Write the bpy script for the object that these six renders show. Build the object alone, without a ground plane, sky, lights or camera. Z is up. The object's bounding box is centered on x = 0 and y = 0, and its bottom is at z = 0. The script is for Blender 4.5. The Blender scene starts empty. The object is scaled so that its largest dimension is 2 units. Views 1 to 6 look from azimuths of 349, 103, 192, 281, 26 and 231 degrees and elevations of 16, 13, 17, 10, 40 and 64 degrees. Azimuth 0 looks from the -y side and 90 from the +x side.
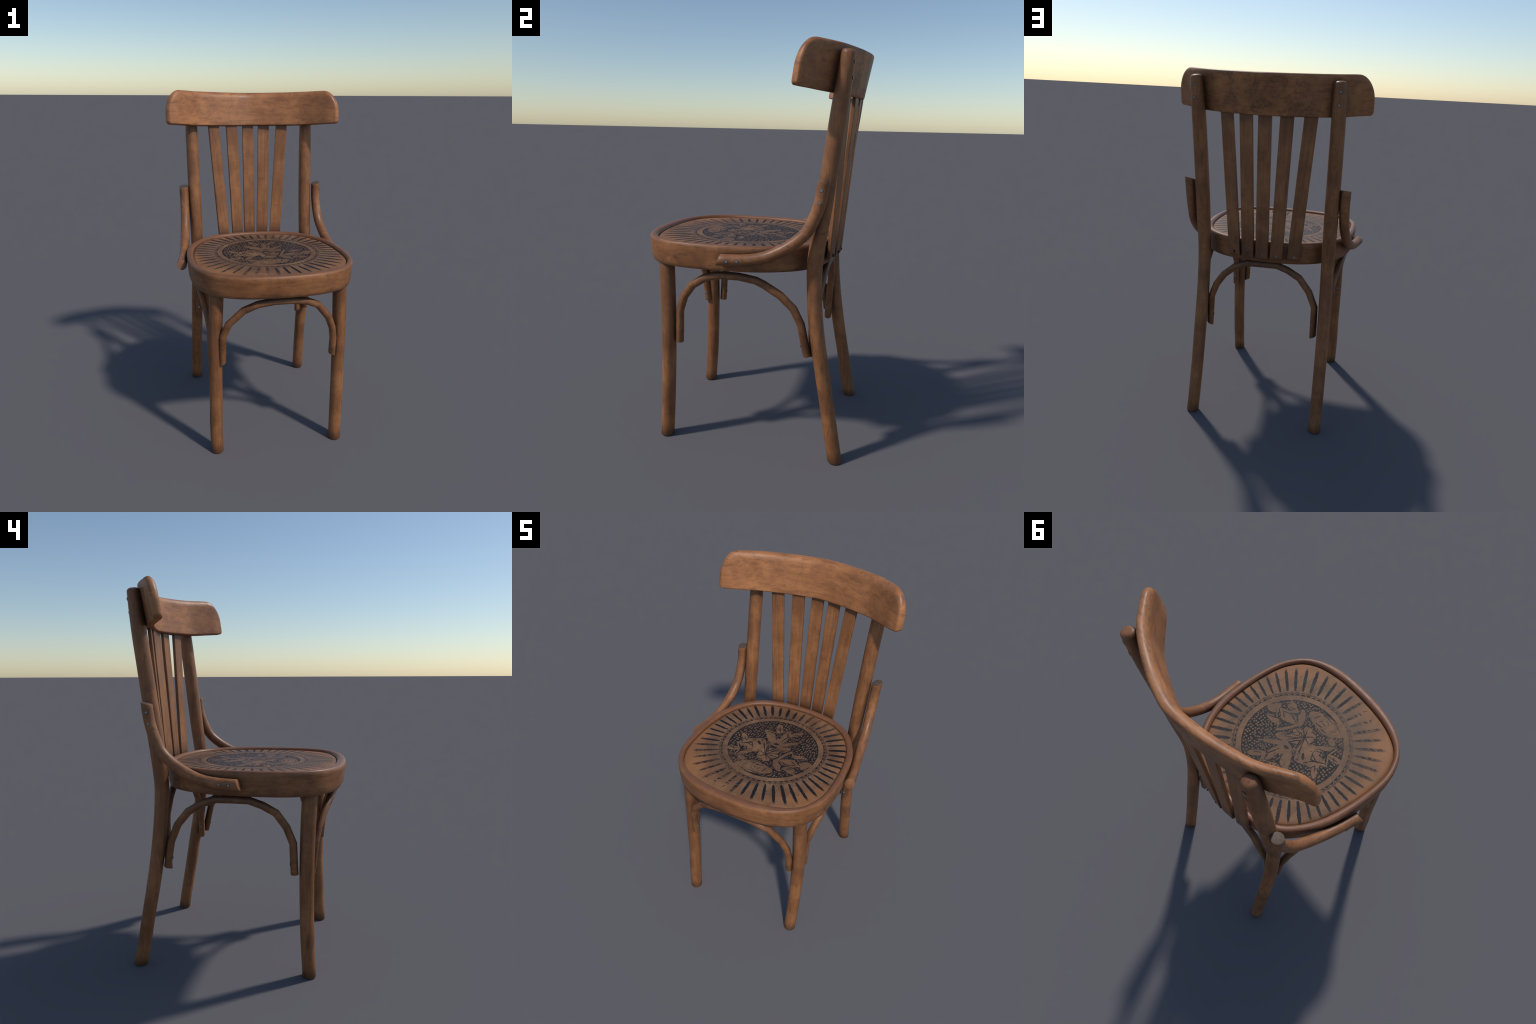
# Old bentwood dining chair: round legs, bent arches, curved top rail, five slats,
# seat with a dark printed medallion (rays, ring, flowers on a dotted ground).
import bpy, bmesh, math, random
from mathutils import Vector, Matrix

random.seed(11)

# ------------------------------------------------------------------ helpers
def empty(name):
    o = bpy.data.objects.new(name, None)
    bpy.context.scene.collection.objects.link(o)
    return o

def new_object(name, mesh, parent, mat=None, origin=None):
    """Link a mesh (built in world coordinates) with its origin at `origin`."""
    o = bpy.data.objects.new(name, mesh)
    bpy.context.scene.collection.objects.link(o)
    if origin is not None:
        mesh.transform(Matrix.Translation(-Vector(origin)))
        o.location = origin
    if mat and not mesh.materials:
        mesh.materials.append(mat)
    o.parent = parent
    if parent is not None and parent.type == 'MESH':
        o.matrix_parent_inverse = Matrix.Translation(-parent.location)
    return o

def mesh_from(name, verts, faces, smooth=True, sharp=None):
    me = bpy.data.meshes.new(name)
    me.from_pydata([tuple(v) for v in verts], [], faces)
    bm = bmesh.new(); bm.from_mesh(me)
    bmesh.ops.remove_doubles(bm, verts=bm.verts, dist=1e-6)
    bmesh.ops.recalc_face_normals(bm, faces=bm.faces)
    for f in bm.faces:
        f.smooth = smooth
    if sharp:
        for e in bm.edges:
            if len(e.link_faces) == 2 and e.calc_face_angle(0) > math.radians(sharp):
                e.smooth = False
    bm.to_mesh(me); bm.free()
    return me

def catmull(pts, n):
    """n points per span through the control points."""
    P = [Vector(p) for p in pts]
    P = [P[0] * 2 - P[1]] + P + [P[-1] * 2 - P[-2]]
    out = []
    for i in range(1, len(P) - 2):
        a, b, c, d = P[i - 1], P[i], P[i + 1], P[i + 2]
        for k in range(n):
            t = k / n
            out.append(0.5 * (2 * b + (c - a) * t + (2 * a - 5 * b + 4 * c - d) * t * t
                              + (3 * b - a - 3 * c + d) * t ** 3))
    out.append(P[-2].copy())
    return out

def closed_catmull(pts, n):
    P = [Vector(p) for p in pts]; m = len(P); out = []
    for i in range(m):
        a, b, c, d = P[i - 1], P[i], P[(i + 1) % m], P[(i + 2) % m]
        for k in range(n):
            t = k / n
            out.append(0.5 * (2 * b + (c - a) * t + (2 * a - 5 * b + 4 * c - d) * t * t
                              + (3 * b - a - 3 * c + d) * t ** 3))
    return out

def lerp_table(tab, x):
    if x <= tab[0][0]:
        return tab[0][1]
    for (a, va), (b, vb) in zip(tab, tab[1:]):
        if x <= b:
            return va + (vb - va) * (x - a) / (b - a)
    return tab[-1][1]

def smooth_table(tab, x):
    """Monotone-ish smooth interpolation of a small profile table."""
    xs = [t[0] for t in tab]; ys = [t[1] for t in tab]
    if x <= xs[0]: return ys[0]
    if x >= xs[-1]: return ys[-1]
    i = max(k for k in range(len(xs) - 1) if xs[k] <= x)
    def slope(j):
        if j == 0: return (ys[1] - ys[0]) / (xs[1] - xs[0])
        if j == len(xs) - 1: return (ys[-1] - ys[-2]) / (xs[-1] - xs[-2])
        return (ys[j + 1] - ys[j - 1]) / (xs[j + 1] - xs[j - 1])
    h = xs[i + 1] - xs[i]; t = (x - xs[i]) / h
    a, b = slope(i) * h, slope(i + 1) * h
    return ((2 * t**3 - 3 * t**2 + 1) * ys[i] + (t**3 - 2 * t**2 + t) * a
            + (-2 * t**3 + 3 * t**2) * ys[i + 1] + (t**3 - t**2) * b)

def tube(name, path, radius, sides=20, cap0=0.004, cap1=0.004, tilt0=(0, 0, 0), tilt1=(0, 0, 0),
         wobble=0.0, sharp=40):
    """Round bar along `path`; radius is a number or f(0..1); rounded rims at both ends.
    tilt0 / tilt1 slant the end cuts: vector t moves each rim vertex along the bar by t.offset."""
    P = [Vector(p) for p in path]
    rf = radius if callable(radius) else (lambda t: radius)
    L = [0.0]
    for a, b in zip(P, P[1:]):
        L.append(L[-1] + (b - a).length)
    tot = L[-1]
    tang = []
    for i in range(len(P)):
        if i == 0: d = P[1] - P[0]
        elif i == len(P) - 1: d = P[-1] - P[-2]
        else: d = (P[i + 1] - P[i]).normalized() + (P[i] - P[i - 1]).normalized()
        tang.append(d.normalized())
    ref = Vector((1, 0, 0)) if abs(tang[0].x) < 0.8 else Vector((0, 1, 0))
    n = (ref - tang[0] * ref.dot(tang[0])).normalized()
    rings = []
    rng = random.Random(name)
    ph = [rng.uniform(0, 6.28) for _ in range(4)]
    for i, (p, t) in enumerate(zip(P, tang)):
        n = (n - t * n.dot(t)).normalized()
        b = t.cross(n)
        u = L[i] / tot
        r = rf(u)
        if wobble:
            r *= 1 + wobble * (math.sin(9 * L[i] + ph[0]) + 0.6 * math.sin(23 * L[i] + ph[1]))
        # at a kink the ring lies in the bisecting plane: stretch across the bend
        rings.append((p, t, n.copy(), b, r))
    V, F = [], []
    def ring(p, t, n, b, r, tilt, k=1.0):
        s = len(V)
        for j in range(sides):
            a = 2 * math.pi * j / sides
            off = (n * math.cos(a) + b * math.sin(a)) * r
            V.append(p + off + t * (Vector(tilt).dot(off) * k))
        return s
    seq = []
    def cap(idx, size, tilt, sign):
        p, t, n, b, r = rings[idx]
        out = []
        steps = 4 if size > 0.006 else 2
        for k in range(steps, -1, -1):
            a = (math.pi / 2) * k / steps          # k=steps: outermost cap ring
            rr = r - size * (1 - math.cos(a)); sh = size * (math.sin(a) - 1)
            out.append((p + t * sign * sh, t, n, b, rr, tilt))
        return out
    c0 = cap(0, cap0, tilt0, -1)
    c1 = cap(-1, cap1, tilt1, 1)
    for c in c0: seq.append(c)
    for i in range(1, len(rings) - 1):
        p, t, n, b, r = rings[i]
        seq.append((p, t, n, b, r, (0, 0, 0)))
    for c in reversed(c1): seq.append(c)
    starts = [ring(*s) for s in seq]
    for s0, s1 in zip(starts, starts[1:]):
        for j in range(sides):
            k = (j + 1) % sides
            F.append((s0 + j, s0 + k, s1 + k, s1 + j))
    F.append(tuple(starts[0] + j for j in range(sides))[::-1])
    F.append(tuple(starts[-1] + j for j in range(sides)))
    return mesh_from(name, V, F, sharp=sharp)

# ------------------------------------------------------------------ node helpers
class Nodes:
    def __init__(self, name):
        self.mat = bpy.data.materials.new(name)
        self.mat.use_nodes = True
        self.t = self.mat.node_tree
        self.t.nodes.clear()
        self.out = self.t.nodes.new('ShaderNodeOutputMaterial')
        self.bsdf = self.t.nodes.new('ShaderNodeBsdfPrincipled')
        self.t.links.new(self.bsdf.outputs[0], self.out.inputs[0])
        self.coord = self.t.nodes.new('ShaderNodeTexCoord').outputs['Object']
    def put(self, sock, v):
        if isinstance(v, bpy.types.NodeSocket): self.t.links.new(v, sock)
        else: sock.default_value = v
    def node(self, kind, **kw):
        n = self.t.nodes.new(kind)
        for k, v in kw.items(): setattr(n, k, v)
        return n
    def math(self, op, a, b=0.0, c=None, clamp=False):
        n = self.node('ShaderNodeMath', operation=op, use_clamp=clamp)
        self.put(n.inputs[0], a); self.put(n.inputs[1], b)
        if c is not None: self.put(n.inputs[2], c)
        return n.outputs[0]
    def vec(self, op, a, b=None, scale=None):
        n = self.node('ShaderNodeVectorMath', operation=op)
        self.put(n.inputs[0], a)
        if b is not None: self.put(n.inputs[1], b)
        if scale is not None: self.put(n.inputs['Scale'], scale)
        return n.outputs['Value'] if op in ('LENGTH', 'DISTANCE', 'DOT_PRODUCT') else n.outputs[0]
    def mapping(self, v, loc=(0, 0, 0), rot=(0, 0, 0), scale=(1, 1, 1), kind='POINT'):
        n = self.node('ShaderNodeMapping', vector_type=kind)
        self.put(n.inputs[0], v)
        n.inputs[1].default_value = loc; n.inputs[2].default_value = rot; n.inputs[3].default_value = scale
        return n.outputs[0]
    def noise(self, v, scale, detail=3.0, rough=0.55, distort=0.0, color=False):
        n = self.node('ShaderNodeTexNoise')
        self.put(n.inputs['Vector'], v)
        n.inputs['Scale'].default_value = scale; n.inputs['Detail'].default_value = detail
        n.inputs['Roughness'].default_value = rough; n.inputs['Distortion'].default_value = distort
        return n.outputs[1] if color else n.outputs[0]
    def ramp(self, fac, lo, hi, a=0.0, b=1.0, smooth=True):
        n = self.node('ShaderNodeMapRange', interpolation_type='SMOOTHSTEP' if smooth else 'LINEAR')
        self.put(n.inputs[0], fac)
        for i, x in enumerate((lo, hi, a, b)): self.put(n.inputs[i + 1], x)
        return n.outputs[0]
    def mix(self, fac, a, b, blend='MIX'):
        n = self.node('ShaderNodeMix', data_type='RGBA', blend_type=blend)
        self.put(n.inputs['Factor'], fac)
        for s, v in ((n.inputs[6], a), (n.inputs[7], b)):
            self.put(s, v if isinstance(v, bpy.types.NodeSocket) else (*v, 1.0))
        return n.outputs[2]
    def sep(self, v):
        n = self.node('ShaderNodeSeparateXYZ'); self.put(n.inputs[0], v)
        return n.outputs

# ------------------------------------------------------------------ materials
WOOD_LIGHT = (0.425, 0.174, 0.063)
WOOD_MID   = (0.285, 0.111, 0.041)
WOOD_DARK  = (0.060, 0.030, 0.017)
PLY_LIGHT  = (0.240, 0.130, 0.070)
PLY_MID    = (0.135, 0.071, 0.039)
INK        = (0.008, 0.009, 0.012)

def wood_colour(N, stretch, tint=1.0, stain=1.0, seed=0.0, vary=False):
    """Warm varnished beech: long fine grain, soft blotches, grime specks."""
    v = N.mapping(N.coord, loc=(seed, seed * 0.7, seed * 1.3))
    if vary:
        v = N.vec('ADD', v, N.vec('SCALE', (3.0, 7.0, 11.0), scale=N.node('ShaderNodeObjectInfo').outputs['Random']))
    g = N.mapping(v, scale=stretch)
    fine = N.noise(g, 42.0, 5.0, 0.68, 0.35)
    pores = N.noise(g, 120.0, 2.0, 0.6)
    blotch = N.noise(v, 7.0, 5.0, 0.62, 0.5)
    wide = N.noise(v, 2.6, 2.0, 0.5)
    mott = N.noise(N.mapping(v, loc=(5, 2, 9)), 38.0, 4.0, 0.7)
    col = N.mix(N.ramp(blotch, 0.32, 0.68), WOOD_MID, WOOD_LIGHT)
    col = N.mix(N.ramp(fine, 0.40, 0.72, 0.0, 0.55), col, (0.150, 0.060, 0.026))
    col = N.mix(N.ramp(pores, 0.55, 0.74, 0.0, 0.45), col, WOOD_DARK)
    col = N.mix(N.ramp(mott, 0.45, 0.75, 0.0, 0.35), col, (0.150, 0.066, 0.033))
    col = N.mix(N.ramp(wide, 0.48, 0.72, 0.0, 0.30 * stain), col, (0.110, 0.052, 0.030))
    grime = N.math('MULTIPLY', N.ramp(N.noise(v, 9.0, 5.0, 0.65, 0.6), 0.56, 0.74),
                   N.ramp(N.noise(N.mapping(g, loc=(3, 1, 2)), 60.0, 4.0, 0.75), 0.36, 0.66))
    col = N.mix(N.math('MULTIPLY', grime, 0.70 * stain), col, WOOD_DARK)
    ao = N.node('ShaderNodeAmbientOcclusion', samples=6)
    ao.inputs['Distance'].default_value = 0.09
    occlusion_shade = N.math('MULTIPLY', N.ramp(ao.outputs['AO'], 0.35, 0.95, 1.0, 0.0), N.ramp(blotch, 0.25, 0.6, 0.75, 1.0))
    col = N.mix(N.math('MULTIPLY', occlusion_shade, 0.70), col, (0.040, 0.020, 0.012))  # ambient occlusion baked into the colour: crevices and joints go darker
    if tint != 1.0:
        col = N.mix(1.0, col, (tint, tint, tint), 'MULTIPLY')
    return col, fine, blotch

def wood(name, stretch, tint=1.0, stain=1.0, seed=0.0, shade=None, rough=0.46, vary=False):
    N = Nodes(name)
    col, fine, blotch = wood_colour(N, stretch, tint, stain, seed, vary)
    if shade:
        col = shade(N, col)
    N.put(N.bsdf.inputs['Base Color'], col)
    N.put(N.bsdf.inputs['Roughness'], N.ramp(blotch, 0.3, 0.7, rough - 0.06, rough + 0.10))
    N.bsdf.inputs['Specular IOR Level'].default_value = 0.45
    bump = N.node('ShaderNodeBump')
    bump.inputs['Strength'].default_value = 0.25
    bump.inputs['Distance'].default_value = 0.002
    N.put(bump.inputs['Height'], N.math('ADD', N.math('MULTIPLY', fine, 0.5), blotch))
    N.put(N.bsdf.inputs['Normal'], bump.outputs[0])
    return N.mat

def world_z(N):
    geo = N.node('ShaderNodeNewGeometry')
    return N.sep(geo.outputs['Position'])[2]

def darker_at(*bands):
    """Contact shade painted into the wood colour by height: (z from, z to, amount) in world height."""
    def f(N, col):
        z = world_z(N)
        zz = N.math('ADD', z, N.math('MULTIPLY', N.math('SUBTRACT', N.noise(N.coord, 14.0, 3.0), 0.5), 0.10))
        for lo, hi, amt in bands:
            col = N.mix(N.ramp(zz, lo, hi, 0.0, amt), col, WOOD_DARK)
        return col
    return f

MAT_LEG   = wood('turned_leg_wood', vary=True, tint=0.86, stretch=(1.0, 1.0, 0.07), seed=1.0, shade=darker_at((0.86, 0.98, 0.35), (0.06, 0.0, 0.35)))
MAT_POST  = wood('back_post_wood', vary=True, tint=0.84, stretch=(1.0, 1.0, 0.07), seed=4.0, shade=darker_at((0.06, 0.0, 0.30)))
MAT_SLAT  = wood('slat_wood', vary=True, tint=0.92, stretch=(1.0, 1.0, 0.05), seed=7.0, shade=darker_at((1.70, 1.80, 0.45), (1.20, 1.06, 0.40)))  # slat heads darkened for the shadow under the top rail
def rail_stains(N, col):
    # dark greasy patches on the back of the rail, mostly in the middle
    x = N.sep(N.coord)[0]
    back = N.ramp(N.sep(N.node('ShaderNodeNewGeometry').outputs['Normal'])[1], 0.2, 0.6)
    n = N.math('MULTIPLY', N.ramp(N.noise(N.coord, 11.0, 5.0, 0.7, 0.6), 0.44, 0.62), N.ramp(N.noise(N.coord, 70.0, 3.0, 0.7), 0.30, 0.60))
    m = N.math('MULTIPLY', N.math('MULTIPLY', back, n), N.ramp(N.math('ABSOLUTE', x), 0.16, 0.36, 0.55, 0.20))
    return N.mix(m, col, (0.050, 0.028, 0.018))
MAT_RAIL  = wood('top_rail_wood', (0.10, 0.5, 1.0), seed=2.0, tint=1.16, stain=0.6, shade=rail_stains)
def rim_grime(N, col):
    up = N.sep(N.node('ShaderNodeNewGeometry').outputs['Normal'])[2]
    m = N.math('MULTIPLY', N.ramp(up, 0.35, 0.8), N.ramp(N.noise(N.coord, 9.0, 4.0, 0.6), 0.25, 0.6, 0.35, 0.9))
    col = N.mix(m, col, (0.190, 0.078, 0.040))
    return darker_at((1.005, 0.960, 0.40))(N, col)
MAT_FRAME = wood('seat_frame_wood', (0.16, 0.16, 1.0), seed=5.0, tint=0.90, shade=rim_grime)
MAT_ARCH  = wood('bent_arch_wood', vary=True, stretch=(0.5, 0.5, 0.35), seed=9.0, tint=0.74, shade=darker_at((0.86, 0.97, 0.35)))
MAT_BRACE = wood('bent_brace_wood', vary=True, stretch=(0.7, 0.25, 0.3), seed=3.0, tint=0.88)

def screw_material():
    N = Nodes('dull_steel')
    n = N.noise(N.coord, 300.0, 3.0)
    N.put(N.bsdf.inputs['Base Color'], N.mix(N.ramp(n, 0.4, 0.65), (0.34, 0.36, 0.39), (0.16, 0.155, 0.15)))
    N.bsdf.inputs['Metallic'].default_value = 0.55
    N.bsdf.inputs['Roughness'].default_value = 0.42
    return N.mat
MAT_SCREW = screw_material()

def stain_material():
    N = Nodes('grimy_screw_hole')
    N.bsdf.inputs['Base Color'].default_value = (0.035, 0.019, 0.012, 1)
    N.bsdf.inputs['Roughness'].default_value = 0.7
    return N.mat
MAT_HOLE = stain_material()

def endgrain_material():
    N = Nodes('weathered_end_grain')
    n = N.noise(N.coord, 60.0, 3.0)
    N.put(N.bsdf.inputs['Base Color'], N.mix(N.ramp(n, 0.3, 0.7), (0.075, 0.050, 0.035), (0.120, 0.080, 0.055)))
    N.bsdf.inputs['Roughness'].default_value = 0.65
    return N.mat
MAT_ENDGRAIN = endgrain_material()

# ------------------------------------------------------------------ printed seat panel
CX, CY = 0.008, -0.046          # centre of the printed medallion on the seat

# Carved-block flowers of the medallion: light shapes and dark cuts, each a chain of
# leaf-shaped strokes (end points in mm from the medallion centre, half width in mm).
MOTIFS = {
    'upper_bloom': (
        [(((34, 38), (-107, 131)), 14.0), (((-14, 38), (-80, 110)), 14.0), (((24, 38), (15, 172)), 13.0), 
         (((34, 38), (107, 111)), 8.0), (((14, 32), (32, 42)), 13.0), (((7, 28), (-47, 84)), 14.0), 
         (((-26, 140), (-60, 216)), 12.0), (((44, 152), (93, 210)), 10.0), 
         (((-111, 135), (-47, 137), (-2, 166), (23, 196), (47, 137), (107, 111), (125, 127)), 3.2), 
         (((-48, 29), (6, 17), (42, 21), (82, 36)), 3.0)],
        [(((-46, 129), (-20, 83)), 1.6), (((-18, 142), (-18, 87)), 1.6), (((17, 167), (32, 134), (18, 76)), 2.0), 
         (((57, 116), (37, 71)), 1.8), (((-9, 38), (13, 42)), 5.0), (((-96, 128), (-44, 131), (9, 169)), 1.5), 
         (((34, 138), (70, 123), (106, 113)), 1.8), (((-31, 157), (-53, 202)), 1.2), (((-37, 171), (-64, 181)), 1.1), 
         (((-37, 171), (-32, 200)), 1.1), (((55, 161), (83, 185)), 1.6), (((-38, 128), (-24, 136)), 2.0)]),
    'left_bloom': (
        [(((-76, -24), (-194, -58)), 11.0), (((-69, -36), (-154, -151)), 9.0), (((-74, -28), (-109, 33)), 12.0), 
         (((-57, -35), (-119, -64)), 20.0), (((-79, 44), (-28, -54)), 7.0), (((-120, -1), (-82, -12)), 14.0), 
         (((-161, -16), (-216, 36)), 9.0), (((-182, -20), (-144, 16)), 7.0), (((-175, -101), (-234, -123)), 10.0), 
         (((-167, -163), (-165, -100), (-209, -54), (-144, -6), (-132, 28), (-88, 50)), 3.2)],
        [(((-192, -56), (-144, -24)), 1.5), (((-150, -31), (-118, -39)), 1.6), (((-129, -14), (-111, -46)), 1.4), 
         (((-154, -94), (-112, -71)), 1.2), (((-139, -104), (-106, -85)), 1.2), 
         (((-194, -58), (-160, -98), (-156, -152)), 1.9), (((-105, 16), (-81, -5)), 4.5), (((-59, -72), (-65, -114)), 3.2), 
         (((-169, -12), (-192, 10)), 1.2), (((-170, -7), (-166, 13)), 1.1), (((-179, -2), (-193, -4)), 1.1), 
         (((-176, -101), (-218, -113)), 1.4), (((-194, -116), (-210, -99)), 1.0)]),
    'right_bloom': (
        [(((66, -103), (113, 12)), 8.0), (((66, -103), (183, -74)), 14.0), (((64, -99), (119, -161)), 13.0), 
         (((95, -87), (158, -51)), 9.0), (((137, -18), (212, -4)), 10.0), (((135, -137), (204, -132)), 11.0), 
         (((164, -154), (210, -157)), 6.0), (((203, -65), (247, -41)), 15.0), (((221, -84), (245, -85)), 10.0), 
         (((113, 14), (143, -20), (172, -63), (207, -73)), 3.2), (((209, -77), (141, -119), (116, -167)), 4.0)],
        [(((117, -1), (86, -73)), 2.8), (((120, -17), (135, -46)), 2.2), (((85, -99), (116, -124), (124, -155)), 2.4), 
         (((86, -91), (140, -104), (181, -82)), 1.5), (((147, -61), (177, -77)), 1.5), (((152, -40), (202, -9)), 1.6), 
         (((156, -138), (181, -124)), 1.2), (((154, -131), (169, -116)), 1.0), (((140, -24), (156, -42)), 1.8), 
         (((167, -51), (207, -73)), 1.6), (((187, -101), (204, -132)), 2.0), (((158, -167), (209, -162)), 1.4), 
         (((204, -132), (256, -75), (271, -8)), 1.3), (((199, -48), (214, -15)), 1.4)]),
    'plaque': (
        [(((-107, -224), (68, -193)), 26.0), (((-93, -192), (18, -179)), 15.0), (((-131, -158), (-106, -169)), 10.0)],
        [(((-83, -216), (-64, -197)), 1.3), (((-56, -176), (-24, -168)), 2.0), (((-16, -178), (19, -172)), 2.4), 
         (((-38, -241), (30, -239)), 1.4), (((-20, -200), (-2, -199)), 1.3), (((39, -217), (48, -186)), 1.6), 
         (((-93, -238), (-27, -256), (52, -250)), 1.6), (((-26, -218), (-11, -228)), 1.2), (((9, -208), (14, -195)), 1.2)]),
    'heart': (
        [(((-56, -86), (83, 29)), 17.0), (((-37, -110), (49, -57)), 14.0), (((-59, -30), (4, -36)), 14.0), 
         (((-41, -4), (-28, 8)), 9.0), (((2, -124), (35, -90)), 10.0)],
        [(((-13, -72), (-65, 14)), 1.5), (((-10, -73), (-37, -2)), 1.3), (((-11, -71), (32, 3)), 1.6), 
         (((-11, -72), (38, -35)), 1.3), (((-10, -73), (50, -66)), 1.4), (((-10, -73), (27, -95)), 1.4), 
         (((-10, -73), (10, -107)), 1.3), (((-10, -73), (-38, -108)), 1.6), (((-11, -72), (-61, -60)), 1.0), 
         (((-33, 5), (-11, -45), (17, 7), (-33, 5)), 2.2), (((1, -49), (49, -1)), 1.2), (((40, -52), (75, 11)), 1.5), 
         (((50, -26), (59, 5)), 1.2), (((39, -118), (34, -89)), 2.8), (((-69, 7), (-51, -10)), 1.2), 
         (((-51, -15), (-54, 5)), 1.0)]),
}

def stroke_field(N, p, strokes, gain=1.0):
    """Smallest signed distance (m, roughly) to any of the leaf-shaped strokes."""
    best, n = None, 0
    for pts, w in strokes:
        w = w / 1000 * (1.5 if w > 6 else 1.0) * gain
        for (ax, ay), (bx, by) in zip(pts, pts[1:]):
            L = math.hypot(bx - ax, by - ay) / 2000
            q = N.mapping(p, loc=((ax + bx) / 2000, (ay + by) / 2000, 0), rot=(0, 0, math.atan2(by - ay, bx - ax)),
                          scale=(L + 0.55 * w, w * 1.12, 1), kind='TEXTURE')
            d = N.math('MULTIPLY_ADD', N.vec('LENGTH', q), w, -w)
            best = d if best is None else N.math('MINIMUM', best, d)
            n += 1
            if n % 14 == 0:      # evaluate in batches: tie the next batch to this result (shift of < 1e-9 m)
                p = N.vec('ADD', p, N.vec('SCALE', (1, 1, 0), scale=N.math('MULTIPLY', best, 1e-8)))
    return best, p

def print_mask(N):
    """0..1 ink: flowers on a dotted ground, plain band, chain of scallops, 48 rays."""
    base = N.vec('MULTIPLY', N.vec('SUBTRACT', N.coord, (CX, CY, 0)), (1, 1, 0))
    jit = N.vec('SUBTRACT', N.noise(base, 85.0, 2.0, 0.6, color=True), (0.5, 0.5, 0.5))
    p = N.vec('MULTIPLY', N.vec('ADD', base, N.vec('SCALE', jit, scale=0.0085)), (1, 1, 0))
    x, y, _ = N.sep(p)
    r = N.vec('LENGTH', p)
    th = N.math('ARCTAN2', y, x)
    edge = 0.0011
    # flowers
    light, p = stroke_field(N, p, [s for k in MOTIFS for s in MOTIFS[k][0]])
    dark, p = stroke_field(N, p, [s for k in MOTIFS for s in MOTIFS[k][1]], 1.35)
    vor = N.node('ShaderNodeTexVoronoi', voronoi_dimensions='2D', feature='F1')
    N.put(vor.inputs['Vector'], N.vec('ADD', base, N.vec('SCALE', jit, scale=0.005)))
    vor.inputs['Scale'].default_value = 64.0
    vor.inputs['Randomness'].default_value = 0.55
    dots = N.ramp(vor.outputs['Distance'], 0.24, 0.36)
    dots = N.math('MAXIMUM', dots, N.ramp(light, 0.0022, 0.0032, 1.0, 0.0))
    dots = N.math('MAXIMUM', dots, N.ramp(r, 0.2565, 0.2585))
    ground = N.math('MULTIPLY', dots, N.ramp(light, 0.0, edge))
    ink = N.math('MAXIMUM', ground, N.ramp(dark, 0.0, edge, 1.0, 0.0))
    # stray gouge marks inside the light shapes
    chip = N.noise(N.mapping(base, loc=(0.3, 0.1, 0), scale=(1.0, 1.6, 1.0)), 62.0, 3.0, 0.65, 0.8)
    ink = N.math('MAXIMUM', ink, N.ramp(chip, 0.635, 0.665, 0.0, 0.92))
    ink = N.math('MULTIPLY', ink, N.ramp(r, 0.2635, 0.2655, 1.0, 0.0))
    # chain of scallops outside the plain band: filled teeth and a double wavy line
    w60 = N.math('SINE', N.math('MULTIPLY', th, 31.0))
    w60 = N.math('ABSOLUTE', w60)
    tooth = N.math('MULTIPLY_ADD', w60, 0.0125, 0.2925)
    teeth = N.math('MULTIPLY', N.ramp(N.math('SUBTRACT', tooth, r), 0.0, edge), N.ramp(r, 0.2945, 0.2960))
    wave = N.math('SUBTRACT', r, N.math('MULTIPLY_ADD', w60, 0.0062, 0.3030))
    line1 = N.ramp(N.math('ABSOLUTE', wave), 0.0010, 0.0022, 1.0, 0.0)
    wave2 = N.math('SUBTRACT', r, N.math('MULTIPLY_ADD', w60, 0.0062, 0.3085))
    line2 = N.ramp(N.math('ABSOLUTE', wave2), 0.0006, 0.0016, 0.9, 0.0)
    ring = N.ramp(N.math('ABSOLUTE', N.math('SUBTRACT', r, 0.2945)), 0.0006, 0.0017, 1.0, 0.0)
    chain = N.math('MAXIMUM', N.math('MAXIMUM', teeth, ring), N.math('MAXIMUM', line1, line2))
    chain = N.math('MULTIPLY', chain, N.ramp(N.noise(base, 30.0, 2.0), 0.30, 0.42))
    # rays
    warp = N.math('MULTIPLY', N.math('SINE', N.math('MULTIPLY_ADD', th, 2.0, 0.6)), 0.16)
    t = N.math('ADD', N.math('MULTIPLY', N.math('SUBTRACT', th, math.radians(3.3)), 48 / (2 * math.pi)), warp)
    f = N.math('SUBTRACT', N.math('FRACT', N.math('ADD', t, 100.5)), 0.5)
    cell = N.node('ShaderNodeTexWhiteNoise', noise_dimensions='1D')
    N.put(cell.inputs['W'], N.math('ROUND', t))
    rnd = cell.outputs['Value']
    across = N.math('MULTIPLY', N.math('ABSOLUTE', f), N.math('MULTIPLY', r, 2 * math.pi / 48))
    rend = N.math('MULTIPLY_ADD', N.math('SINE', th), -0.022, 0.442)
    rend = N.math('MULTIPLY_ADD', N.math('COSINE', N.math('MULTIPLY', th, 4.0)), -0.018, rend)
    rend = N.math('MULTIPLY_ADD', rnd, 0.016, rend)
    start = N.math('MULTIPLY_ADD', rnd, 0.005, 0.3155)
    u = N.math('DIVIDE', N.math('SUBTRACT', r, start), N.math('SUBTRACT', rend, start))
    uc = N.math('MULTIPLY', u, N.math('SUBTRACT', 1.0, u))
    half = N.math('MULTIPLY_ADD', N.math('POWER', N.math('MAXIMUM', N.math('MULTIPLY', uc, 4.0), 0.0), 0.36), 0.0082, 0.0004)
    half = N.math('MULTIPLY', half, N.math('MULTIPLY_ADD', rnd, 0.25, 0.88))
    rays = N.ramp(N.math('SUBTRACT', N.math('ADD', across, N.math('MULTIPLY', N.math('SUBTRACT', N.noise(base, 140.0, 3.0, 0.7), 0.5), 0.006)), half), -0.0006, 0.0009, 1.0, 0.0)
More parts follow.
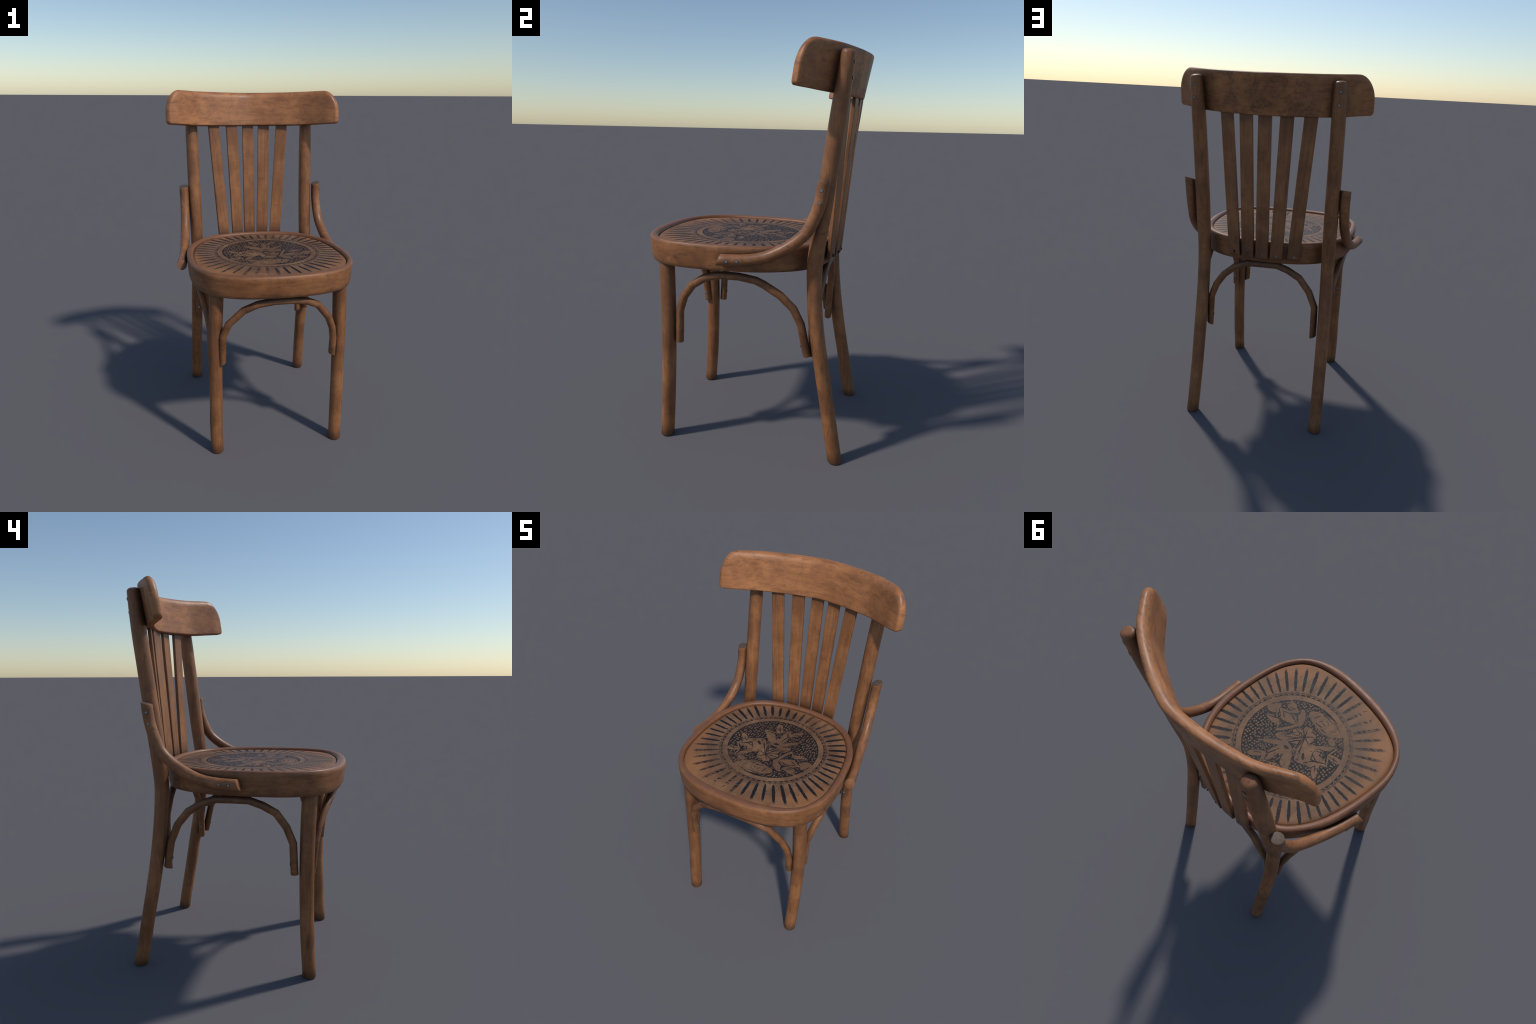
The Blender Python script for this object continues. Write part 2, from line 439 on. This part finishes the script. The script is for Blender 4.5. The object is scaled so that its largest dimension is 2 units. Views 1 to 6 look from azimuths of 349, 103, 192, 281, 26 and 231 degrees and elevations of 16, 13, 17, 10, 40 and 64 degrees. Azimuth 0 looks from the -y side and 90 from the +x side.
    rays = N.math('MULTIPLY', rays, N.math('MULTIPLY', N.ramp(u, 0.0, 0.03), N.ramp(u, 0.80, 1.02, 1.0, 0.0)))
    ink = N.math('MAXIMUM', ink, N.math('MAXIMUM', chain, rays))
    # wear: thin speckle everywhere, broken print at the front, blurred at the back right
    gx, gy, _ = N.sep(base)
    front = N.math('MULTIPLY', N.ramp(gy, -0.30, -0.40), N.ramp(N.math('ABSOLUTE', N.math('ADD', gx, 0.115)), 0.11, 0.03))
    fr = N.noise(N.mapping(base, scale=(1.0, 2.2, 1.0)), 34.0, 3.0, 0.6)
    ink = N.math('MULTIPLY', ink, N.math('SUBTRACT', 1.0, N.math('MULTIPLY', front, N.ramp(fr, 0.44, 0.54)), clamp=True))
    speck = N.noise(N.mapping(base, scale=(1.0, 0.35, 1.0)), 120.0, 2.0, 0.6)
    ink = N.math('MULTIPLY', ink, N.ramp(speck, 0.30, 0.40, 0.82, 1.0))
    back = N.math('MULTIPLY', N.ramp(gy, 0.22, 0.36), N.ramp(gx, -0.05, 0.10))
    ink = N.math('MULTIPLY', ink, N.math('SUBTRACT', 1.0, N.math('MULTIPLY', back, N.ramp(fr, 0.36, 0.60, 0.15, 0.65))))
    plaque = N.math('MULTIPLY', N.ramp(gy, -0.10, -0.22), N.ramp(gx, 0.02, -0.06))
    ink = N.math('MULTIPLY', ink, N.math('SUBTRACT', 1.0, N.math('MULTIPLY', N.math('MULTIPLY', plaque, 0.45), N.ramp(fr, 0.40, 0.55))))
    return ink, base

def panel_material():
    N = Nodes('printed_plywood')
    v = N.coord
    g = N.mapping(v, scale=(1.0, 0.05, 1.0))
    fine = N.noise(g, 60.0, 4.0, 0.65, 0.3)
    blotch = N.noise(v, 6.0, 4.0, 0.6, 0.5)
    col = N.mix(N.ramp(blotch, 0.34, 0.66), PLY_MID, PLY_LIGHT)
    col = N.mix(N.ramp(fine, 0.40, 0.75, 0.0, 0.40), col, (0.120, 0.060, 0.032))
    smoke = N.math('MULTIPLY', N.ramp(N.noise(N.mapping(v, scale=(1.0, 0.5, 1.0)), 13.0, 5.0, 0.7), 0.46, 0.66), 0.50)
    col = N.mix(smoke, col, (0.085, 0.048, 0.030))
    ink, base = print_mask(N)
    # varnish left warmer toward the rim and the back; orange rubbed spots at the front
    far = N.vec('LENGTH', N.vec('MULTIPLY', base, (1.0, 0.95, 1.0)))
    warm = N.math('MULTIPLY', N.ramp(far, 0.33, 0.46, 0.0, 0.75), N.ramp(N.noise(v, 5.0, 3.0), 0.3, 0.6))
    col = N.mix(warm, col, (0.330, 0.140, 0.056))
    rub = N.math('MULTIPLY', N.ramp(N.noise(g, 9.0, 3.0), 0.52, 0.66), N.ramp(N.sep(base)[1], -0.15, -0.38))
    col = N.mix(N.math('MULTIPLY', rub, 0.30), col, (0.380, 0.180, 0.070))
    # drying cracks along the grain
    ck = N.noise(N.mapping(v, scale=(1.0, 0.045, 1.0), loc=(0.37, 0.2, 0)), 22.0, 1.0, 0.3)
    crack = N.math('MULTIPLY', N.ramp(N.math('ABSOLUTE', N.math('SUBTRACT', ck, 0.5)), 0.0, 0.006, 1.0, 0.0),
                   N.ramp(N.noise(v, 4.5, 1.0), 0.55, 0.64))
    col = N.mix(N.math('MULTIPLY', crack, 0.8), col, (0.03, 0.018, 0.012))
    N.put(N.bsdf.inputs['Base Color'], N.mix(N.math('MULTIPLY', ink, 0.98), col, INK))
    N.put(N.bsdf.inputs['Roughness'], N.ramp(blotch, 0.3, 0.7, 0.54, 0.66))
    N.bsdf.inputs['Specular IOR Level'].default_value = 0.26
    bump = N.node('ShaderNodeBump')
    bump.inputs['Strength'].default_value = 0.35
    bump.inputs['Distance'].default_value = 0.0015
    N.put(bump.inputs['Height'], N.math('SUBTRACT', N.math('MULTIPLY', fine, 0.6), N.math('MULTIPLY', crack, 0.5)))
    N.put(N.bsdf.inputs['Normal'], bump.outputs[0])
    return N.mat
MAT_PANEL = panel_material()

# ------------------------------------------------------------------ chair
chair = empty('bentwood_chair')
chair['label'] = 'old brown bentwood chair with slatted back and printed seat'
chair['category'] = 'chair'

def screw_mesh():
    """Countersunk slotted screw: shallow dome with a cut slot, seated in a dark ring."""
    r, sides = 0.0072, 16
    prof = [(r * 1.14, -0.004), (r * 1.14, 0.0001), (r * 1.02, 0.0003), (r * 0.98, -0.0006), (r * 0.93, 0.0002),
            (r * 0.7, 0.0006), (r * 0.35, 0.0008)]
    V, F = [], []
    for pr, pz in prof:
        for j in range(sides):
            a = 2 * math.pi * j / sides
            V.append((pr * math.cos(a), pr * math.sin(a), pz))
    for i in range(len(prof) - 1):
        for j in range(sides):
            k = (j + 1) % sides
            F.append((i * sides + j, i * sides + k, (i + 1) * sides + k, (i + 1) * sides + j))
    F.append(tuple((len(prof) - 1) * sides + j for j in range(sides)))
    F.append(tuple(range(sides))[::-1])
    me = mesh_from('screw', V, F, sharp=50)
    me.materials.append(MAT_SCREW); me.materials.append(MAT_HOLE)
    for p in me.polygons:
        if p.center.xy.length > r * 0.94 or p.center.z < -0.003:
            p.material_index = 1
    return me
SCREW = screw_mesh()

def add_screw(parent, pos, normal):
    o = bpy.data.objects.new('screw', SCREW)
    bpy.context.scene.collection.objects.link(o)
    n = Vector(normal).normalized()
    o.parent = parent
    if parent.type == 'MESH':
        o.matrix_parent_inverse = Matrix.Translation(-parent.location)
    o.location = pos
    q = n.to_track_quat('Z', 'Y') @ Vector((0, 0, 1)).rotation_difference(Vector((0, 0, 1)))
    o.rotation_euler = (q @ Matrix.Rotation(random.uniform(0, 3), 3, 'Z').to_quaternion()).to_euler()
    return o

# ---- rear posts: one bent bar each, foot to top rail
def rear_post(pts):
    path = catmull(pts, 3)
    L = pts[-1][2]
    rad = lambda t: lerp_table([(0, 0.0355), (0.45, 0.0365), (0.55, 0.038), (0.66, 0.0395), (0.88, 0.039), (0.93, 0.0365), (1, 0.0325)], t)
    me = tube('rear_post', path, rad, sides=24, cap0=0.005, cap1=0.018, wobble=0.006, tilt0=(0, 0, -1))
    return new_object('rear_post', me, chair, MAT_POST, pts[0])

post_right = rear_post([(0.376, 0.503, 0.0), (0.371, 0.472, 0.17), (0.368, 0.442, 0.334), (0.367, 0.416, 0.485),
                        (0.366, 0.390, 0.63), (0.364, 0.371, 0.775), (0.362, 0.361, 0.95), (0.362, 0.365, 1.06),
                        (0.363, 0.388, 1.25), (0.366, 0.419, 1.52), (0.371, 0.449, 1.766), (0.378, 0.4725, 1.962)])
post_left = rear_post([(-0.382, 0.505, 0.0), (-0.381, 0.482, 0.11), (-0.380, 0.453, 0.273), (-0.378, 0.422, 0.433),
                       (-0.376, 0.394, 0.60), (-0.373, 0.376, 0.74), (-0.369, 0.363, 0.90), (-0.368, 0.361, 1.02),
                       (-0.370, 0.386, 1.25), (-0.374, 0.422, 1.55), (-0.376, 0.450, 1.772), (-0.376, 0.4715, 1.962)])
for p, s in ((post_right, 1), (post_left, -1)):
    x = 0.379 * s
    add_screw(p, (x + 0.003 * s, 0.5005, 1.909), (0.1 * s, 1, -0.16))
    add_screw(p, (x, 0.4955, 1.845), (0.1 * s, 1, -0.11))

# ---- front legs
def front_leg(pts):
    rad = lambda t: lerp_table([(0, 0.0355), (0.3, 0.0365), (0.75, 0.0385), (1, 0.039)], t)
    me = tube('front_leg', catmull(pts, 3), rad, sides=24, cap0=0.005, cap1=0.003, wobble=0.006, tilt0=(0, 0, -1))
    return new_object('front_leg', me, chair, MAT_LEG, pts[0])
leg_right = front_leg([(0.353, -0.408, 0.0), (0.358, -0.396, 0.195), (0.361, -0.387, 0.428), (0.360, -0.384, 0.651),
                       (0.356, -0.387, 0.793), (0.348, -0.394, 0.97)])
leg_left = front_leg([(-0.351, -0.406, 0.0), (-0.354, -0.396, 0.177), (-0.351, -0.390, 0.328), (-0.351, -0.387, 0.55),
                      (-0.347, -0.390, 0.771), (-0.340, -0.397, 0.97)])

# ---- seat frame: steam-bent apron with a rolled rim
OUTER_HALF = [(0.0, -0.561), (0.10, -0.557), (0.185, -0.545), (0.265, -0.522), (0.333, -0.483), (0.384, -0.437),
              (0.424, -0.375), (0.451, -0.305), (0.464, -0.215), (0.468, -0.115), (0.464, -0.015), (0.452, 0.080),
              (0.424, 0.168), (0.381, 0.250), (0.335, 0.307), (0.262, 0.361), (0.172, 0.395), (0.07, 0.412)]
INNER_HALF = [(0.0, -0.511), (0.095, -0.508), (0.178, -0.498), (0.255, -0.478), (0.320, -0.449), (0.372, -0.402),
              (0.405, -0.340), (0.423, -0.280), (0.431, -0.200), (0.431, -0.105), (0.424, -0.010), (0.411, 0.075),
              (0.388, 0.150), (0.350, 0.226), (0.306, 0.280), (0.240, 0.328), (0.158, 0.358), (0.065, 0.374)]
def mirror_loop(half):
    return half + [(-x, y) for x, y in reversed(half[1:])]
OUT_LOOP = closed_catmull([(x, y, 0) for x, y in mirror_loop(OUTER_HALF)], 2)
IN_LOOP = closed_catmull([(x, y, 0) for x, y in mirror_loop(INNER_HALF)], 2)

# section: (0 = outer outline .. 1 = inner outline, height)
SECTION = [(0.62, 0.964), (0.38, 0.964), (0.33, 0.9665), (0.215, 0.979), (0.195, 0.985), (0.11, 1.025), (0.035, 1.056), (0.015, 1.067),
           (0.03, 1.0755), (0.09, 1.0835), (0.19, 1.088), (0.36, 1.0905), (0.62, 1.0905), (0.84, 1.0875),
           (0.96, 1.0815), (1.0, 1.073), (1.0, 1.050), (1.15, 1.045), (1.15, 0.966), (1.10, 0.964)]
def seat_frame():
    n = len(OUT_LOOP); m = len(SECTION)
    V, F = [], []
    for o, i in zip(OUT_LOOP, IN_LOOP):
        for f, z in SECTION:
            p = o.lerp(i, f); V.append((p.x, p.y, z))
    for a in range(n):
        b = (a + 1) % n
        for j in range(m):
            k = (j + 1) % m
            F.append((a * m + j, a * m + k, b * m + k, b * m + j))
    return new_object('seat_frame', mesh_from('seat_frame', V, F, sharp=50), chair, MAT_FRAME, (0, 0, 0))
frame = seat_frame()

def seat_panel():
    c = Vector((0.0, -0.05, 0)); V, F = [], []
    loop = [c + (p - c) * 0.999 for p in IN_LOOP]; n = len(loop)
    steps = [1.0, 0.988, 0.98, 0.95, 0.9, 0.8, 0.65, 0.5, 0.35, 0.2, 0.1]
    def z_of(f): return 1.0765 - 0.001 * (1 - f * f) - (0.006 if f > 0.99 else 0.002 if f > 0.98 else 0.0)
    for f in steps:
        for p in loop:
            q = c.lerp(p, f); V.append((q.x, q.y, z_of(f)))
    for s in range(len(steps) - 1):
        for j in range(n):
            k = (j + 1) % n
            F.append((s * n + j, s * n + k, (s + 1) * n + k, (s + 1) * n + j))
    F.append(tuple((len(steps) - 1) * n + j for j in range(n)))
    base = len(V)
    for p in loop: V.append((p.x, p.y, 1.056))
    for j in range(n):
        k = (j + 1) % n
        F.append((j, base + j, base + k, k))
    F.append(tuple(base + j for j in range(n))[::-1])
    return new_object('seat_panel', mesh_from('seat_panel', V, F, sharp=50), chair, MAT_PANEL, (0, 0, 0))
panel = seat_panel()

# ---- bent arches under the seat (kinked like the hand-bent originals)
def arch(pts, screws, slant0=(0, 0, 0), slant1=(0, 0, 0)):
    rad = lambda t: lerp_table([(0, 0.0200), (0.3, 0.0205), (0.5, 0.0195), (0.7, 0.0205), (1, 0.0200)], t)
    me = tube('arch_brace', pts, rad, sides=14, cap0=0.002, cap1=0.002, wobble=0.01,
              tilt0=slant0, tilt1=slant1, sharp=60)
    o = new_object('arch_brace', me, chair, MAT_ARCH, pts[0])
    for p, n in screws: add_screw(o, p, n)
    return o
arch([(-0.316, -0.409, 0.553), (-0.313, -0.426, 0.72), (-0.283, -0.441, 0.797), (-0.208, -0.471, 0.881), (-0.132, -0.492, 0.920),
      (-0.045, -0.500, 0.934), (0.05, -0.500, 0.933), (0.132, -0.494, 0.922), (0.200, -0.474, 0.889), (0.272, -0.446, 0.800),
      (0.303, -0.429, 0.728), (0.314, -0.420, 0.66), (0.314, -0.409, 0.555)],
     [((0.2950, -0.4195, 0.605), (-1, -0.3, 0)), ((-0.2960, -0.4205, 0.610), (1, -0.3, 0))], (0.4, 0, 0), (0.4, 0, 0))
arch([(0.370, -0.321, 0.548), (0.371, -0.316, 0.722), (0.384, -0.287, 0.800), (0.402, -0.236, 0.868), (0.412, -0.165, 0.914),
      (0.416, -0.090, 0.932), (0.416, 0.002, 0.933), (0.414, 0.087, 0.920), (0.413, 0.127, 0.903), (0.406, 0.206, 0.855),
      (0.393, 0.270, 0.790), (0.378, 0.307, 0.708), (0.370, 0.342, 0.546)],
     [((0.373, -0.2995, 0.61), (0.15, 1, 0)), ((0.374, 0.309, 0.60), (0.1, -1, 0.2))])
arch([(-0.370, 0.340, 0.555), (-0.371, 0.317, 0.692), (-0.384, 0.274, 0.790), (-0.398, 0.212, 0.864), (-0.408, 0.131, 0.913),
      (-0.416, 0.062, 0.937), (-0.416, -0.015, 0.938), (-0.412, -0.103, 0.936), (-0.407, -0.171, 0.912), (-0.396, -0.236, 0.874),
      (-0.378, -0.286, 0.800), (-0.368, -0.319, 0.714), (-0.367, -0.323, 0.62), (-0.367, -0.327, 0.553)],
     [((-0.370, -0.303, 0.61), (-0.15, 1, 0)), ((-0.373, 0.3085, 0.61), (-0.1, -1, 0.2))])
arch([(0.323, 0.355, 0.525), (0.316, 0.356, 0.702), (0.281, 0.368, 0.788), (0.234, 0.373, 0.855), (0.166, 0.380, 0.911),
      (0.091, 0.382, 0.942), (0.000, 0.383, 0.945), (-0.082, 0.382, 0.946), (-0.144, 0.380, 0.925), (-0.214, 0.374, 0.884),
      (-0.274, 0.372, 0.807), (-0.310, 0.361, 0.712), (-0.312, 0.355, 0.525)],
     [((0.3005, 0.352, 0.585), (-1, -0.2, 0)), ((-0.2925, 0.352, 0.585), (1, -0.2, 0))], (0.5, 0, 0), (0.5, 0, 0))

# ---- side braces: from the post, sweeping down along the apron
BRACE = [(0.4395, 0.398, 1.409), (0.438, 0.393, 1.36), (0.438, 0.382, 1.30), (0.440, 0.358, 1.23), (0.444, 0.329, 1.173),
         (0.450, 0.283, 1.127), (0.457, 0.218, 1.083), (0.466, 0.142, 1.048), (0.478, 0.064, 1.033), (0.488, -0.005, 1.029),
         (0.497, -0.073, 1.0285)]
def side_brace(side):
    pts = [(x * side, y, z) for x, y, z in BRACE]
    rad = lambda t: lerp_table([(0, 0.0295), (0.2, 0.0285), (0.5, 0.0275), (0.9, 0.0275), (1, 0.028)], t)
    me = tube('side_brace', catmull(pts, 2), rad, sides=20, cap0=0.0015, cap1=0.0015, tilt0=(-0.26 * max(side, 0), -0.33, 0),
              tilt1=(0.0, 0, -0.42), wobble=0.01)
    o = new_object('side_brace', me, chair, MAT_BRACE, pts[0])
    me.materials.append(MAT_ENDGRAIN)
    for p in me.polygons:
        if len(p.vertices) > 4 and p.center.z > -0.1: p.material_index = 1
    add_screw(o, (0.4668 * side, 0.392, 1.365), (1 * side, 0.05, 0))
    add_screw(o, (0.4660 * side, 0.384, 1.310), (1 * side, 0.05, 0))
    add_screw(o, (0.5198 * side, -0.026, 1.028), (1 * side, 0.12, 0))
    add_screw(o, (0.5130 * side, 0.022, 1.029), (1 * side, 0.14, 0))
    return o
side_brace(1); side_brace(-1)

# ---- top rail: curved in plan, leaning back, soft top corners
PLAN = [(-0.12, 0.4745), (0, 0.4935), (0.12, 0.4745), (0.20, 0.452), (0.29, 0.420), (0.351, 0.3915), (0.437, 0.331), (0.477, 0.302), (0.535, 0.272)]
TOPZ = [(-0.2, 1.990), (0, 1.987), (0.2, 1.990), (0.35, 1.995), (0.45, 2.000), (0.545, 2.000)]
BOTZ = [(-0.2, 1.781), (0, 1.779), (0.2, 1.781), (0.36, 1.787), (0.45, 1.796), (0.545, 1.804)]
XE, XC, HC, XB, RB = 0.535, 0.455, 0.130, 0.511, 0.024     # half length; top corner start and height; bottom corner
def rail_mid(x):
    """Centre line in plan; the old rail is slightly twisted, its left end sits further back."""
    a = abs(x)
    return smooth_table(PLAN, a) - math.copysign(0.012 * (a / 0.54) ** 3, x)
def top_rail():
    NX, NC, NR = 44, 14, 12
    # right half of the elevation outline, centre to end, along the top and along the bottom
    top, bot = [], []
    for i in range(NX + 1):
        x = XC * i / NX
        top.append((x, smooth_table(TOPZ, x)))
        x = XB * i / NX
        bot.append((x, smooth_table(BOTZ, x)))
    for i in range(1, NC + 1):
        a = math.pi / 2 * i / NC
        top.append((XC + (XE - XC) * math.sin(a), 2.000 - HC * (1 - math.cos(a))))
        bot.append((XB + (XE - XB) * math.sin(a), bot[NX][1] + RB * (1 - math.cos(a))))
    end = [(XE, top[-1][1] + (bot[-1][1] - top[-1][1]) * i / NR) for i in range(1, NR)]
    right = top + end + bot[::-1]                       # clockwise from top centre to bottom centre
    loop = right + [(-x, z) for x, z in right[-2:0:-1]]
    n = len(loop)
    normals = []
    for j in range(n):
        (ax, az), (bx, bz) = loop[j - 1], loop[(j + 1) % n]
        t = Vector((bx - ax, bz - az)).normalized()
        normals.append(Vector((t.y, -t.x)))             # inward for a clockwise loop
    def half(x): return 0.0255 - 0.0035 * min(1.0, abs(x) / 0.35)
    def place(x, z, h):
        k = 0.19 - (0.06 if x > 0 else 0.01) * (min(abs(x), 0.54) / 0.54) ** 2
        d = Vector((2e-3, rail_mid(x + 1e-3) - rail_mid(x - 1e-3))).normalized()
        nx, ny = -d.y, d.x
        return (x + nx * h, rail_mid(x) + k * (z - 1.779) + ny * h, z - h * k)
    def radii(s, nn, x):
        """Edge rounding (inset, depth): the front top edge is rolled far over, the back stays crisp except at the ends."""
        wt, wb, we = max(0.0, -nn.y) ** 2, max(0.0, nn.y) ** 2, nn.x ** 2
        tip = max(0.0, min(1.0, (abs(x) - 0.36) / 0.12))
        rb = (0.013 + 0.008 * tip) * wt + 0.014 * we + 0.007 * wb
        if s > 0:
            return rb, rb
        rh = 0.0350 * wt + 0.028 * we + 0.007 * wb
        return 0.040 * wt + 0.016 * we + 0.007 * wb, min(rh, 2 * half(x) - rb - 0.001)
    V, F = [], []
    steps = 7
    start = {}
    for s in (1, -1):
        for q in range(steps + 1):
            a = math.pi / 2 * q / steps
            start[s, q] = len(V)
            inner = []
            for (x, z), nn in zip(loop, normals):
                rv, rh = radii(s, nn, x)
                d = rv * (1 - math.cos(a)); h = half(x) - rh + rh * math.sin(a)
                px, pz = x + nn.x * d, z + nn.y * d
                inner.append((px, pz))
                V.append(place(px, pz, s * h))
        for q in range(steps):
            for j in range(n):
                k = (j + 1) % n
                F.append((start[s, q] + j, start[s, q] + k, start[s, q + 1] + k, start[s, q + 1] + j))
        # face: rungs from each top station to the matching bottom station
        base = start[s, steps]
        m = len(top)
        rungs = []
        for i in range(-(m - 1), m):
            jt = i % n
            jb = (len(right) - 1 - i) % n
            if abs(i) == m - 1:                          # end rung runs along the outline itself
                ids = [base + (jt + kk * (1 if i > 0 else -1)) % n for kk in range(NR + 1)]
            else:
                (tx, tz), (bx, bz) = inner[jt], inner[jb]
                ids = [base + jt]
                for kk in range(1, NR):
                    f = kk / NR
                    x, z = tx + (bx - tx) * f, tz + (bz - tz) * f
                    ids.append(len(V)); V.append(place(x, z, s * half(x)))
                ids.append(base + jb)
            rungs.append(ids)
        for r0, r1 in zip(rungs, rungs[1:]):
            for kk in range(NR):
                F.append((r0[kk], r1[kk], r1[kk + 1], r0[kk + 1]))
    for j in range(n):
        k = (j + 1) % n
        F.append((start[1, 0] + j, start[1, 0] + k, start[-1, 0] + k, start[-1, 0] + j))
    return new_object('top_rail', mesh_from('top_rail', V, F), chair, MAT_RAIL, (0, 0.45, 1.78))
rail = top_rail()

# ---- five slats: one shared board, each set at its own fan angle
def slat_mesh():
    W, T, L = 0.0715, 0.018, 0.84
    rows = [0.0, 0.004, 0.009, 0.014, 0.10, 0.25, 0.40, 0.55, 0.70, L]
    V, F = [], []
    e = 0.0022
    def sect(z):
        b = T / 2 - 0.010 * max(0.0, 1 - z / 0.014)             # foot chamfer on the rear face
        f = -T / 2
        return [(-W / 2 + e, f), (W / 2 - e, f), (W / 2, f + e), (W / 2, b - e), (W / 2 - e, b), (-W / 2 + e, b), (-W / 2, b - e), (-W / 2, f + e)]
    for z in rows:
        for x, y in sect(z): V.append((x, y, z))
    for r in range(len(rows) - 1):
        for j in range(8):
            k = (j + 1) % 8
            F.append((r * 8 + j, r * 8 + k, (r + 1) * 8 + k, (r + 1) * 8 + j))
    F.append(tuple(range(8))[::-1]); F.append(tuple((len(rows) - 1) * 8 + j for j in range(8)))
    me = mesh_from('back_slat', V, F, sharp=30)
    me.materials.append(MAT_SLAT)
    return me
SLAT = slat_mesh()
# (foot x, foot y, head x, head y) of each board centre at z = 0.99 and z = 1.78
for fx, fy, hx, hy, yaw in ((-0.176, 0.4035, -0.236, 0.448, 17), (-0.083, 0.4240, -0.117, 0.4735, 9.5), (-0.003, 0.4335, -0.006, 0.4965, 0),
                            (0.079, 0.4260, 0.0975, 0.4870, -7), (0.161, 0.4090, 0.2105, 0.4560, -13)):
    a, b = Vector((fx, fy, 0.99)), Vector((hx, hy, 1.78))
    zax = (b - a).normalized()
    xax = Vector((math.cos(math.radians(yaw)), math.sin(math.radians(yaw)), 0))
    yax = zax.cross(xax).normalized(); xax = yax.cross(zax)
    o = bpy.data.objects.new('back_slat', SLAT)
    bpy.context.scene.collection.objects.link(o)
    M = Matrix((xax, yax, zax)).transposed().to_4x4(); M.translation = a
    o.parent = chair
    o.matrix_world = M
    s = bpy.data.objects.new('screw', SCREW)
    bpy.context.scene.collection.objects.link(s)
    s.parent = o
    s.location = (random.uniform(-0.004, 0.004), 0.0088, 0.0245)
    s.rotation_euler = (-math.pi / 2, 0, random.uniform(0, 3))
